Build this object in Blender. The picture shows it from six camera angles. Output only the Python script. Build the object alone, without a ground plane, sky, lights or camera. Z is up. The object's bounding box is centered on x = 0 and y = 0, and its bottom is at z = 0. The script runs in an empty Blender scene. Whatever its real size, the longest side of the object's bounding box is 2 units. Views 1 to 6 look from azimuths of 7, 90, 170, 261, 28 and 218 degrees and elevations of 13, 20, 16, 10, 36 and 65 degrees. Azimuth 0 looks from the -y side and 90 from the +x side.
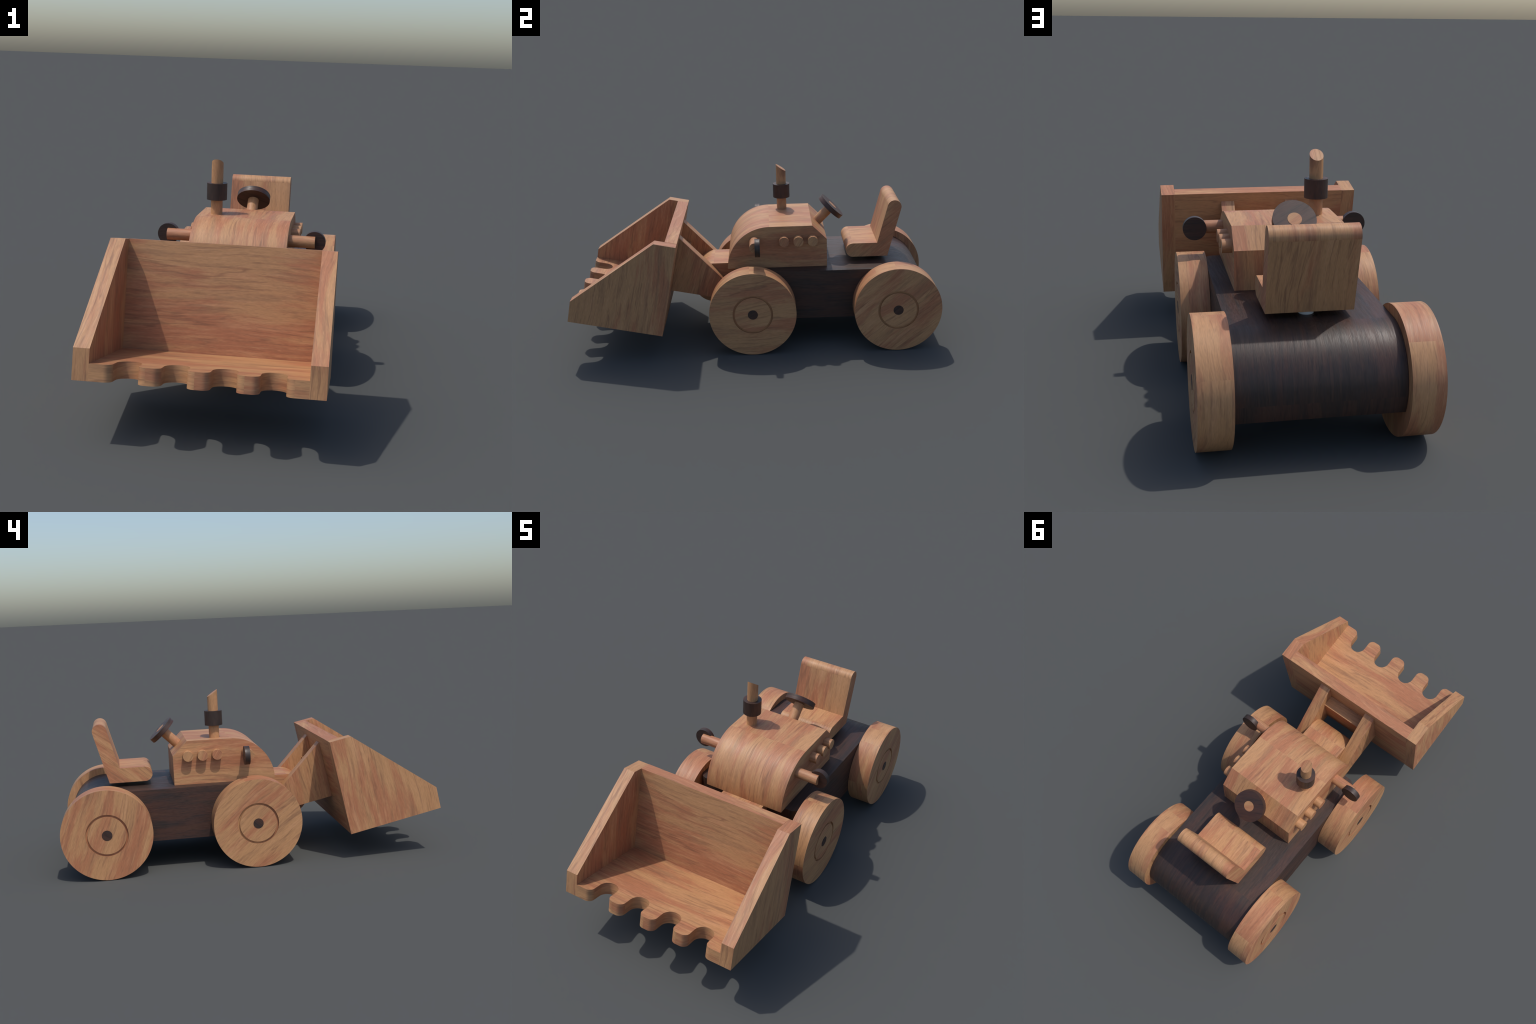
"""Wooden toy front loader: light hardwood with dark-stained wood accents."""
import bpy
from math import sin, cos, asin, pi, radians, degrees
from mathutils import Vector

# ------------------------------------------------------------------ node helpers
def node(tree, kind, **props):
    n = tree.nodes.new(kind)
    for k, v in props.items():
        setattr(n, k, v)
    return n

def plug(tree, value, socket):
    """Connect a socket or set a constant."""
    if isinstance(value, bpy.types.NodeSocket):
        tree.links.new(value, socket)
    else:
        socket.default_value = value

def math(tree, op, a, b=0.0, clamp=False):
    n = node(tree, 'ShaderNodeMath', operation=op, use_clamp=clamp)
    plug(tree, a, n.inputs[0])
    plug(tree, b, n.inputs[1])
    return n.outputs[0]

def vector(tree, x, y, z):
    n = node(tree, 'ShaderNodeCombineXYZ')
    for s, v in zip(n.inputs, (x, y, z)):
        plug(tree, v, s)
    return n.outputs[0]

def noise(tree, vec, scale=1.0, detail=2.0, rough=0.5, distortion=0.0):
    n = node(tree, 'ShaderNodeTexNoise')
    plug(tree, vec, n.inputs['Vector'])
    n.inputs['Scale'].default_value = scale
    n.inputs['Detail'].default_value = detail
    n.inputs['Roughness'].default_value = rough
    n.inputs['Distortion'].default_value = distortion
    return n.outputs['Fac']

def remap(tree, value, lo, hi, out_lo=0.0, out_hi=1.0):
    n = node(tree, 'ShaderNodeMapRange', interpolation_type='SMOOTHSTEP')
    plug(tree, value, n.inputs['Value'])
    for k, v in (('From Min', lo), ('From Max', hi), ('To Min', out_lo), ('To Max', out_hi)):
        n.inputs[k].default_value = v
    return n.outputs['Result']

def mix(tree, fac, a, b, blend='MIX'):
    n = node(tree, 'ShaderNodeMix', data_type='RGBA', blend_type=blend)
    plug(tree, fac, n.inputs[0])
    plug(tree, a, n.inputs[6])
    plug(tree, b, n.inputs[7])
    return n.outputs[2]

def rgba(r, g, b):
    """sRGB 0-255 to a linear colour."""
    lin = lambda c: (c / 255 / 12.92) if c < 10.3 else (((c / 255) + 0.055) / 1.055) ** 2.4
    return (lin(r), lin(g), lin(b), 1.0)

# ------------------------------------------------------------------ wood grain groups
def grain_group(name, palette):
    """Node group: (Along, Across, Seed) in metres -> board colour and relief."""
    t = bpy.data.node_groups.new(name, 'ShaderNodeTree')
    for s in ('Along', 'Across', 'Seed', 'Tone'):
        t.interface.new_socket(s, in_out='INPUT', socket_type='NodeSocketFloat')
    t.interface.new_socket('Color', in_out='OUTPUT', socket_type='NodeSocketColor')
    t.interface.new_socket('Relief', in_out='OUTPUT', socket_type='NodeSocketFloat')
    gi, go = node(t, 'NodeGroupInput'), node(t, 'NodeGroupOutput')
    along, across, seed = gi.outputs[0], gi.outputs[1], gi.outputs[2]

    def field(sa, sc, zoff, **kw):
        return noise(t, vector(t, math(t, 'MULTIPLY', along, sa),
                               math(t, 'MULTIPLY', wavy, sc),
                               math(t, 'ADD', seed, zoff)), **kw)
    # the grain wanders: bend it slowly, then ripple it a little
    bend = noise(t, vector(t, math(t, 'MULTIPLY', along, 1.7), math(t, 'MULTIPLY', across, 2.6),
                           math(t, 'ADD', seed, 11.3)), detail=1.0)
    ripple = noise(t, vector(t, math(t, 'MULTIPLY', along, 9.0), math(t, 'MULTIPLY', across, 9.0),
                             math(t, 'ADD', seed, 4.7)), detail=1.0)
    wavy = math(t, 'ADD', across, math(t, 'ADD',
                math(t, 'MULTIPLY', math(t, 'SUBTRACT', bend, 0.5), palette['bend']),
                math(t, 'MULTIPLY', math(t, 'SUBTRACT', ripple, 0.5), palette['bend'] * 0.07)))

    hue = field(1.7, 10.0, 0.0, detail=4.0, rough=0.6)          # broad warm/olive zones
    bands = field(2.6, 26.0, 7.1, detail=4.0, rough=0.6)        # growth bands
    streak = field(6.0, 95.0, 3.3, detail=2.0, rough=0.6)        # narrow streaks
    fibre = field(42.0, 300.0, 9.9, detail=2.0, rough=0.6)       # fibres
    fleck = field(26.0, 190.0, 5.5, detail=1.0)                  # pores and pale flecks
    vein = field(1.8, 22.0, 13.7, detail=2.0, rough=0.5)         # thin dark veins

    c = mix(t, remap(t, math(t, 'ADD', hue, gi.outputs[3]), 0.44, 0.59), palette['tan'], palette['red'])
    c = mix(t, remap(t, bands, 0.50, 0.72, 0.0, palette['band']), c, palette['olive'])
    c = mix(t, remap(t, bands, 0.48, 0.26, 0.0, palette['light_amt']), c, palette['light'])
    ridge = math(t, 'ABSOLUTE', math(t, 'SUBTRACT', vein, 0.56))
    sparse = remap(t, field(2.6, 13.0, 21.9, detail=1.0), 0.46, 0.60)     # veins come and go
    c = mix(t, math(t, 'MULTIPLY', sparse, remap(t, ridge, 0.030, 0.0, 0.0, palette['vein'])), c, palette['dark'])
    c = mix(t, remap(t, streak, 0.54, 0.72, 0.0, palette['streak']), c, palette['dark'])
    c = mix(t, remap(t, streak, 0.46, 0.28, 0.0, palette['streak'] * 0.8), c, palette['light'])
    c = mix(t, remap(t, fleck, 0.62, 0.78, 0.0, palette['streak'] * 0.7), c, palette['light'])
    c = mix(t, remap(t, fleck, 0.38, 0.22, 0.0, palette['streak'] * 0.7), c, palette['dark'])
    v = remap(t, fibre, 0.25, 0.75, 1.0 - palette['fibre'], 1.0 + palette['fibre'])
    c = mix(t, 1.0, c, vector(t, v, v, v), 'MULTIPLY')
    t.links.new(c, go.inputs[0])
    t.links.new(math(t, 'ADD', math(t, 'MULTIPLY', fibre, 0.6), math(t, 'MULTIPLY', streak, 0.6)), go.inputs[1])
    return t

LIGHT = grain_group('light_wood_grain', dict(
    tan=rgba(181, 134, 92), red=rgba(168, 110, 77), olive=rgba(148, 109, 79),
    light=rgba(197, 148, 108), dark=rgba(124, 85, 62),
    bend=0.10, band=0.62, light_amt=0.5, vein=0.5, streak=0.45, fibre=0.10))
DARK = grain_group('dark_wood_grain', dict(
    tan=rgba(54, 40, 34), red=rgba(67, 43, 35), olive=rgba(43, 36, 35),
    light=rgba(77, 53, 41), dark=rgba(32, 26, 26),
    bend=0.07, band=0.8, light_amt=0.6, vein=0.5, streak=0.6, fibre=0.18))

_seed = [0.0]

def board(along, across, dark=False, tone=0.0):
    """Wood whose grain runs along a fixed direction in object space; tone > 0 is redder."""
    return wood(('flat', Vector(along).normalized(), Vector(across).normalized()), dark, tone)

def bent(center, radius, dark=False, tone=0.0):
    """Wood whose grain follows an arc about an x-parallel axis through center (y, z)."""
    return wood(('arc', center, radius), dark, tone)

def wood(mapping, dark, tone):
    _seed[0] += 3.71          # every face is cut from another place in the plank
    seed = _seed[0]
    m = bpy.data.materials.new('dark_stained_wood' if dark else 'light_wood')
    m.use_nodes = True
    t = m.node_tree
    t.nodes.clear()
    out, bsdf = node(t, 'ShaderNodeOutputMaterial'), node(t, 'ShaderNodeBsdfPrincipled')
    t.links.new(bsdf.outputs[0], out.inputs[0])
    pos = node(t, 'ShaderNodeTexCoord').outputs['Object']
    if mapping[0] == 'flat':
        def dot(d):
            n = node(t, 'ShaderNodeVectorMath', operation='DOT_PRODUCT')
            t.links.new(pos, n.inputs[0])
            n.inputs[1].default_value = d
            return n.outputs['Value']
        along, across = dot(mapping[1]), dot(mapping[2])
    else:
        (cy, cz), radius = mapping[1], mapping[2]
        sep = node(t, 'ShaderNodeSeparateXYZ')
        t.links.new(pos, sep.inputs[0])
        ang = math(t, 'ARCTAN2', math(t, 'SUBTRACT', sep.outputs[2], cz), math(t, 'SUBTRACT', sep.outputs[1], cy))
        along, across = math(t, 'MULTIPLY', ang, radius), sep.outputs[0]
    g = node(t, 'ShaderNodeGroup', node_tree=DARK if dark else LIGHT)
    t.links.new(along, g.inputs[0])
    t.links.new(across, g.inputs[1])
    g.inputs[2].default_value = seed
    g.inputs[3].default_value = tone
    t.links.new(g.outputs[0], bsdf.inputs['Base Color'])
    bump = node(t, 'ShaderNodeBump')
    bump.inputs['Strength'].default_value = 0.22 if dark else 0.08
    bump.inputs['Distance'].default_value = 0.002
    t.links.new(g.outputs[1], bump.inputs['Height'])
    t.links.new(bump.outputs[0], bsdf.inputs['Normal'])
    t.links.new(remap(t, g.outputs[1], 0.45, 0.75, *((0.42, 0.58) if dark else (0.50, 0.60))), bsdf.inputs['Roughness'])
    bsdf.inputs['Specular IOR Level'].default_value = 0.5
    return m

X, Y, Z = Vector((1, 0, 0)), Vector((0, 1, 0)), Vector((0, 0, 1))

# ------------------------------------------------------------------ mesh helpers
def make(name, verts, faces, mats, mat_ids, parent, loc=(0, 0, 0), smooth_angle=30):
    me = bpy.data.meshes.new(name)
    me.from_pydata([tuple(v) for v in verts], [], faces)
    for m in mats:
        me.materials.append(m)
    for p, i in zip(me.polygons, mat_ids):
        p.material_index = i
        p.use_smooth = True
    me.set_sharp_from_angle(angle=radians(smooth_angle))
    me.update()
    ob = bpy.data.objects.new(name, me)
    bpy.context.scene.collection.objects.link(ob)
    ob.location = Vector(loc)
    if parent is not None:
        ob.parent = parent
        ob.location = Vector(loc) - WORLD[parent.name]
    WORLD[ob.name] = Vector(loc)
    return ob

WORLD = {}

def arc(cy, cz, r, a0, a1, n):
    return [(cy + r * cos(radians(a0 + (a1 - a0) * i / n)), cz + r * sin(radians(a0 + (a1 - a0) * i / n)))
            for i in range(n + 1)]

def prism(name, segments, x0, x1, cap_mats, parent, loc=(0, 0, 0)):
    """Extrude a closed (y, z) outline along x. segments: list of (points, material);
    the material covers the strip running from the segment's first point to the next one's."""
    pts, strip = [], []
    mats = []
    for seg, m in segments:
        if m not in mats:
            mats.append(m)
        for p in seg:
            if pts and (Vector(p) - Vector(pts[-1])).length < 1e-6:
                strip[-1] = mats.index(m)
                continue
            pts.append(p)
            strip.append(mats.index(m))
    for m in cap_mats:
        if m not in mats:
            mats.append(m)
    n = len(pts)
    area = sum(pts[i][0] * pts[(i + 1) % n][1] - pts[(i + 1) % n][0] * pts[i][1] for i in range(n))
    verts = [(x0, y, z) for y, z in pts] + [(x1, y, z) for y, z in pts]
    faces, ids = [], []
    for i in range(n):
        j = (i + 1) % n
        faces.append((i, j, n + j, n + i) if area < 0 else (j, i, n + i, n + j))
        ids.append(strip[i])
    lo, hi = list(range(n)), list(range(n, 2 * n))
    if area < 0:
        hi.reverse()
    else:
        lo.reverse()
    faces += [tuple(lo), tuple(hi)]
    ids += [mats.index(cap_mats[0]), mats.index(cap_mats[1])]
    ob = make(name, verts, faces, mats, ids, parent, loc)
    fix_normals(ob)
    return ob

def fix_normals(ob):
    import bmesh
    bm = bmesh.new()
    bm.from_mesh(ob.data)
    bmesh.ops.recalc_face_normals(bm, faces=bm.faces)
    bm.to_mesh(ob.data)
    bm.free()

def frame(axis):
    axis = Vector(axis).normalized()
    side = X if abs(axis.x) < 0.9 else Y
    u = (side - axis * side.dot(axis)).normalized()
    return axis, u, axis.cross(u)

def dowel(name, base, tip, radius, mats, parent, loc=(0, 0, 0), n=48, slope=0.0):
    """Cylinder from base to tip (points relative to loc). mats: side, end.
    slope cuts the tip obliquely: height drop per metre along +y."""
    base, tip = Vector(base), Vector(tip)
    axis, u, v = frame(tip - base)
    ring = [u * (radius * cos(2 * pi * i / n)) + v * (radius * sin(2 * pi * i / n)) for i in range(n)]
    verts = [base + r for r in ring] + [tip + r - axis * (slope * r.y) for r in ring]
    faces = [(i, (i + 1) % n, n + (i + 1) % n, n + i) for i in range(n)]
    faces += [tuple(reversed(range(n))), tuple(range(n, 2 * n))]
    return make(name, verts, faces, list(mats), [0] * n + [1, 1], parent, loc)

def dowel_wood(axis, dark=False):
    """Side and end-face wood for a turned part."""
    axis, u, v = frame(axis)
    return board(axis, u + v * 0.7, dark), board(u * 0.8 + v * 0.6, v * 0.8 - u * 0.6, dark)

# ------------------------------------------------------------------ the thing
loader = bpy.data.objects.new('toy_loader', None)
bpy.context.scene.collection.objects.link(loader)
loader['label'] = 'wooden toy front loader with toothed bucket and dark chassis'
loader['category'] = 'toy vehicle'
WORLD[loader.name] = Vector((0, 0, 0))

PEG = 0.027            # radius of every dowel
DECK = 0.4305          # top of the chassis

# ---- chassis: dark block, rounded in profile at the rear, in plan at the front
CH_W, CH_LOW, CH_FRONT, CH_CORNER = 0.291, 0.155, -0.107, 0.042
REAR_C, REAR_R = (0.766, 0.2365), 0.194
def build_chassis():
    end = -degrees(asin((REAR_C[1] - CH_LOW) / REAR_R))          # the round runs on to the underside
    profile = arc(*REAR_C, REAR_R, 90, -5, 40) + arc(*REAR_C, REAR_R, -5, end, 8)[1:]
    plan = [(CH_W - CH_CORNER + CH_CORNER * cos(radians(a)), CH_FRONT + CH_CORNER - CH_CORNER * sin(radians(a)))
            for a in range(0, 91, 6)]                       # +x corner, from side to front
    plan = plan + [(-x, y) for x, y in reversed(plan)]
    verts, faces, ids = [], [], []
    k, q = len(profile), len(plan)
    verts += [(CH_W, y, z) for y, z in profile] + [(-CH_W, y, z) for y, z in profile]
    verts += [(x, y, DECK) for x, y in plan] + [(x, y, CH_LOW) for x, y in plan]
    T, B = 2 * k, 2 * k + q
    for i in range(k - 1):
        faces.append((i, i + 1, k + i + 1, k + i))
        ids.append(1 if i < 40 else 2)
    for i in range(q - 1):
        faces.append((T + i, T + i + 1, B + i + 1, B + i))
        ids.append(4)
    faces.append((0, T) + tuple(T + i for i in range(1, q)) + (k,)); ids.append(0)
    faces.append((k - 1,) + tuple(B + i for i in range(q)) + (2 * k - 1,)); ids.append(0)
    faces.append(tuple(range(k)) + (B, T)); ids.append(3)
    faces.append(tuple(range(k, 2 * k)) + (B + q - 1, T + q - 1)); ids.append(5)
    mats = [board(Y, X, True), bent(REAR_C, REAR_R, True), bent(REAR_C, REAR_R, True),
            board(Y, Z, True), board(Z, X, True), board(Y, Z, True)]
    ob = make('chassis', verts, faces, mats, ids, loader)
    fix_normals(ob)
build_chassis()

# ---- engine hood: quarter-round nose, flat top, chamfered dashboard
HW = 0.2195
HOOD_C, HOOD_R = (0.0865, DECK + 0.0005), 0.234
prism('hood', [
    (arc(HOOD_C[0], HOOD_C[1], HOOD_R, 180, 90, 48), bent(HOOD_C, HOOD_R)),
    ([(HOOD_C[0], HOOD_C[1] + HOOD_R), (0.3195, HOOD_C[1] + HOOD_R)], board(Y, X)),
    ([(0.3195, HOOD_C[1] + HOOD_R), (0.3975, 0.5868)], board(Z - Y, X)),
    ([(0.3975, 0.5868), (0.3975, HOOD_C[1])], board(Z, X)),
    ([(0.3975, HOOD_C[1])], board(Y, X)),
], -HW, HW, (board(Y, Z), board(Y, Z)), loader)

# ---- nose block between the loader arms
NOSE_C, NOSE_R = (-0.232, 0.315), 0.1145
prism('nose_block', [
    ([(-0.10, NOSE_C[1] + NOSE_R)], board(Y, X)),
    (arc(*NOSE_C, NOSE_R, 90, 270, 48), bent(NOSE_C, NOSE_R)),
    ([(NOSE_C[0], NOSE_C[1] - NOSE_R), (-0.10, NOSE_C[1] - NOSE_R)], board(Y, X)),
    ([(-0.10, NOSE_C[1] - NOSE_R)], board(Z, X)),
], -0.1185, 0.1185, (board(Y, Z), board(Y, Z)), loader)

# ---- seat: L-shaped block with rounded lip and backrest
SEAT_W, SEAT_LOW, SEAT_T = 0.1565, 0.4555, 0.078
LEAN = radians(15)
def build_seat():
    r = SEAT_T / 2
    back_dir = Vector((sin(LEAN), cos(LEAN)))
    normal = Vector((cos(LEAN), -sin(LEAN)))        # towards the rear
    heel = Vector((0.7375, SEAT_LOW))
    rr = 0.0377
    top_rear = heel + back_dir * ((0.7260 - SEAT_LOW) / cos(LEAN))
    c = top_rear - normal * rr
    top_front = c - normal * rr
    crease_z = SEAT_LOW + SEAT_T
    crease = top_front - back_dir * ((top_front.y - crease_z) / cos(LEAN))
    cy, cz = 0.547, SEAT_LOW + r
    a0 = -degrees(LEAN)
    diag, cross = Y + Z * 0.8, Z - Y * 0.8
    side = lambda: board(diag, cross)
    up = Vector((0, back_dir.x, back_dir.y))
    seat = prism('seat', [
        (arc(cy, cz, r, 270, 90, 32), bent((cy, cz), r)),
        ([(cy, cz + r), tuple(crease)], board(Y, X)),
        ([tuple(crease), tuple(top_front)], board(up, X)),
        (arc(c.x, c.y, rr, 180 + a0, a0, 32), bent((c.x, c.y), rr)),
        ([tuple(top_rear), tuple(heel)], board(up, X, tone=-0.10)),
        ([tuple(heel)], board(Y, X)),
    ], -SEAT_W, SEAT_W, (side(), side()), loader)
    pale = bpy.data.materials.new('pale_grey_wood')
    pale.use_nodes = True
    b = pale.node_tree.nodes['Principled BSDF']
    nz = node(pale.node_tree, 'ShaderNodeTexNoise')
    nz.inputs['Scale'].default_value = 60
    ramp = node(pale.node_tree, 'ShaderNodeValToRGB')
    ramp.color_ramp.elements[0].color = (0.74, 0.74, 0.74, 1)
    ramp.color_ramp.elements[1].color = (0.82, 0.82, 0.82, 1)
    pale.node_tree.links.new(nz.outputs['Fac'], ramp.inputs[0])
    pale.node_tree.links.new(ramp.outputs[0], b.inputs['Base Color'])
    b.inputs['Roughness'].default_value = 0.5
    dowel('seat_peg', (0, 0.670, DECK - 0.01), (0, 0.670, SEAT_LOW + 0.01), PEG, (pale, pale), seat)
build_seat()

# ---- exhaust stack with collar and slanted top
ES = Vector((-0.141, 0.1635, 0.0))
pipe = dowel('exhaust_pipe', (0, 0, 0.655), (0, 0, 0.9050), PEG + 0.0006,
             (board(Z, X + Y * 0.7), board(Y, X)), loader, loc=ES, slope=0.69)
def tube(name, z0, z1, r_in, r_out, mats, parent, loc, n=48):
    verts, faces, ids = [], [], []
    for z, r in ((z0, r_out), (z1, r_out), (z1, r_in), (z0, r_in)):
        verts += [(r * cos(2 * pi * i / n), r * sin(2 * pi * i / n), z) for i in range(n)]
    for s in range(4):
        for i in range(n):
            j = (i + 1) % n
            faces.append((s * n + i, s * n + j, ((s + 1) % 4) * n + j, ((s + 1) % 4) * n + i))
            ids.append(s % 2)
    ob = make(name, verts, faces, list(mats), ids, parent, loc)
    fix_normals(ob)
    return ob
tube('exhaust_collar', 0.7335, 0.8115, PEG - 0.001, 0.0475, (board(Z, X + Y * 0.7, True), board(Y, X, True)), pipe, ES)

# ---- steering wheel on a column square to the dashboard
SA = Vector((0, 1, 1)).normalized()
SC = Vector((0, 0.4468, 0.7148))
sw_n = 64
side_w, face_w = board(X, SA, True), board(Vector((1, 0.55, -0.55)), Vector((-0.55, 0.7, -0.7)), True)
wheel_disc = dowel('steering_wheel', -SA * 0.027, (0, 0, 0), 0.0825, (side_w, face_w), loader, loc=SC, n=64)
dowel('steering_column', -SA * 0.135, SA * 0.001, PEG, dowel_wood(SA), wheel_disc, loc=SC)

# ---- side knobs and mirrors
for s in (1, -1):
    for y in (0.164, 0.242, 0.3195):
        ends = board(Vector((0, 0.6 * s, 1)), Vector((0, 1, -0.6 * s)))
        dowel('side_knob', (-0.02 * s, 0, 0), (0.039 * s, 0, 0), PEG,
              (board(X, Y + Z * 0.7), ends), loader, loc=(HW * s, y, 0.5875))
    loc = (0.337 * s, 0.0192, 0.5870)
    mirror = dowel('side_mirror', (0, -0.0135, 0), (0, 0.0135, 0), 0.0487,
                   (board(X, Y, True), board(X + Z * 0.2, Z, True)), loader, loc=loc)
    dowel('mirror_arm', (-0.13 * s, 0, 0), (0, 0, 0), PEG, dowel_wood(X), mirror,
          loc=(0.3385 * s, 0.0038, 0.5873))

# ---- bucket, in its own tilted frame: "up" along the back panel, "back" square to it
TILT = radians(11.8)
BO = Vector((0, -0.5037, 0.1456))
B_UP, B_BACK = Vector((0, sin(TILT), cos(TILT))), Vector((0, cos(TILT), -sin(TILT)))
def bp(back, up):
    p = BO + B_BACK * back + B_UP * up
    return (p.y, p.z)
B_W, B_T, B_S = 0.4535, 0.0635, 0.507
SIDE_T = 0.061
BACK_TOP = board(X, Y + Z * 0.3, tone=0.12)
bucket = prism('bucket', [
    ([bp(-B_T, 0.0)], board(X, B_UP)),
    ([bp(-B_T, B_S + 0.0018)], BACK_TOP),
    ([bp(0, B_S + 0.0018)], board(X, B_UP)),
    ([bp(0, 0)], board(X, B_BACK)),
], -(B_W - SIDE_T), B_W - SIDE_T, (board(B_UP, B_BACK), board(B_UP, B_BACK)), loader)

for s in (1, -1):
    a, b = B_W * s, (B_W - SIDE_T) * s
    slope_dir = B_BACK * 0.393 + B_UP * 0.391
    prism('bucket_side_panel', [
        ([bp(0, 0)], board(B_UP, X)),
        ([bp(0, B_S + 0.001)], board(B_BACK, X)),
        ([bp(-0.1165, B_S + 0.001)], board(slope_dir, X)),
        ([bp(-B_S, 0.117)], board(B_UP, X)),
        ([bp(-B_S, 0)], board(B_BACK, X)),
    ], min(a, b), max(a, b), (board(B_UP, B_BACK, tone=-0.02), board(B_UP, B_BACK, tone=0.05 if s < 0 else -0.05)), bucket)

def build_floor():
    """Floor board with four round-bottomed notches leaving five teeth."""
    edge = B_W - SIDE_T
    tip, deep, half, r_tip = -B_S, -0.3905, 0.047, 0.030
    outline, owner = [], []
    def put(pts, o):
        for p in pts:
            outline.append(p); owner.append(o)
    put([(edge, -B_T)], 'end')
    put([(edge, tip)], 'front')
    for k, c in enumerate((0.2645, 0.0885, -0.0880, -0.2645)):
        left, right = c + half, c - half
        cen = deep - half
        put([(left + r_tip * (1 - sin(radians(a))), tip + r_tip * (1 - cos(radians(a)))) for a in range(0, 91, 10)], 'n%da' % k)
        put([(c + half * cos(radians(a)), cen + half * sin(radians(a))) for a in range(0, 181, 8)] + [(right, cen)], 'n%db' % k)
        put([(right - r_tip * (1 - sin(radians(a))), tip + r_tip * (1 - cos(radians(a)))) for a in range(90, -1, -10)], 'n%dc' % k)
    put([(-edge, tip)], 'end')
    put([(-edge, -B_T)], 'back')
    n = len(outline)
    place = lambda x, back, up: Vector((x,) + bp(back, up))
    verts = [place(x, b, B_T) for x, b in outline] + [place(x, b, 0.0) for x, b in outline]
    keys = sorted(set(owner))
    mats = [board(X, B_BACK), board(X, B_BACK)] + [board(X + B_BACK * 0.6, B_UP) for _ in keys]
    faces = [tuple(range(n)), tuple(range(2 * n - 1, n - 1, -1))]
    ids = [0, 1]
    for i in range(n):
        j = (i + 1) % n
        faces.append((i, n + i, n + j, j))
        ids.append(2 + keys.index(owner[i]))
    ob = make('toothed_bucket_floor', verts, faces, mats, ids, bucket)
    fix_normals(ob)
build_floor()

# ---- loader arms and the crossbar between them
ARM_IN, ARM_OUT = 0.1195, 0.180
ARM_TOP, ARM_LOW, ARM_SLOPE = 0.469, 0.1575, 0.71
for s in (1, -1):
    far = 0.312
    edge_dir = B_BACK - B_UP * ARM_SLOPE
    a, b = ARM_IN * s, ARM_OUT * s
    prism('loader_arm', [
        ([bp(0.0005, ARM_LOW)], board(B_UP, X)),
        ([bp(0.0005, ARM_TOP)], board(edge_dir, X)),
        ([bp(far, ARM_TOP - ARM_SLOPE * far)], board(B_UP, X)),
        ([bp(far, ARM_LOW)], board(B_BACK, X)),
    ], min(a, b), max(a, b), (board(B_UP, B_BACK), board(B_UP, B_BACK)), loader)
prism('arm_crossbar', [
    ([bp(0.0005, 0.185)], board(X, B_UP)),
    ([bp(0.0005, 0.355)], board(X, B_BACK)),
    ([bp(0.0635, 0.355)], board(X, B_UP)),
    ([bp(0.0635, 0.185)], board(X, B_BACK)),
], -ARM_IN, ARM_IN, (board(B_UP, B_BACK), board(B_UP, B_BACK)), loader)

# ---- wheels
R, W_IN, W_OUT = 0.2345, 0.2925, 0.4113
GROOVE_OUT, GROOVE_IN, GROOVE_D = 0.1087, 0.0977, 0.010
def wheel(s, y, grain_angle, hub_angle, seams):
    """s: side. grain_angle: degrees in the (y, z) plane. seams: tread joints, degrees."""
    n = 120
    loc = Vector((0, y, R))
    g = radians(grain_angle)
    face = board(Y * cos(g) + Z * sin(g), Z * cos(g) - Y * sin(g))
    inner = board(Z, Y)
    tread = [bent((0, 0), R) for _ in seams]
    wall = board(Y, X)
    mats = [face, inner, wall] + tread
    # lathe profile (radius, x), outer face to inner face
    prof = [(GROOVE_IN, W_OUT - GROOVE_D), (GROOVE_OUT, W_OUT - GROOVE_D), (GROOVE_OUT, W_OUT), (R, W_OUT), (R, W_IN), (GROOVE_IN, W_IN)]
    owner = ['wall', 'wall', 'face', 'tread', 'inner', 'wall']
    verts, faces, ids = [], [], []
    for r, x in prof:
        verts += [(x * s, r * cos(2 * pi * i / n), r * sin(2 * pi * i / n)) for i in range(n)]
    m = len(prof)
    for k in range(m):
        for i in range(n):
            j = (i + 1) % n
            faces.append((k * n + i, k * n + j, ((k + 1) % m) * n + j, ((k + 1) % m) * n + i))
            if owner[k] == 'tread':
                deg = (i + 0.5) * 360 / n
                ids.append(3 + max([q for q, d in enumerate(seams) if d <= deg], default=len(seams) - 1))
            else:
                ids.append({'wall': 2, 'face': 0, 'inner': 1}[owner[k]])
    ob = make('wheel', verts, faces, mats, ids, loader, loc)
    fix_normals(ob)
    h = radians(hub_angle)
    hub = board(Y * cos(h) + Z * sin(h), Z * cos(h) - Y * sin(h))
    dowel('wheel_hub', (W_IN * s, 0, 0), (W_OUT * s, 0, 0), GROOVE_IN, (wall, hub), ob, loc, n=96)
    dowel('wheel_axle', (W_IN * s * 0.9, 0, 0), ((W_OUT + 0.0008) * s, 0, 0), PEG, dowel_wood(X, True), ob, loc)

F_Y, R_Y = -0.0165, 0.7655
wheel(1, R_Y, 38, 36, (25, 92, 119, 250))
wheel(-1, R_Y, 108, 112, (45, 118, 240))
wheel(1, F_Y, 3, 13, (72, 92, 200, 320))
wheel(-1, F_Y, 140, 138, (76, 180, 290))
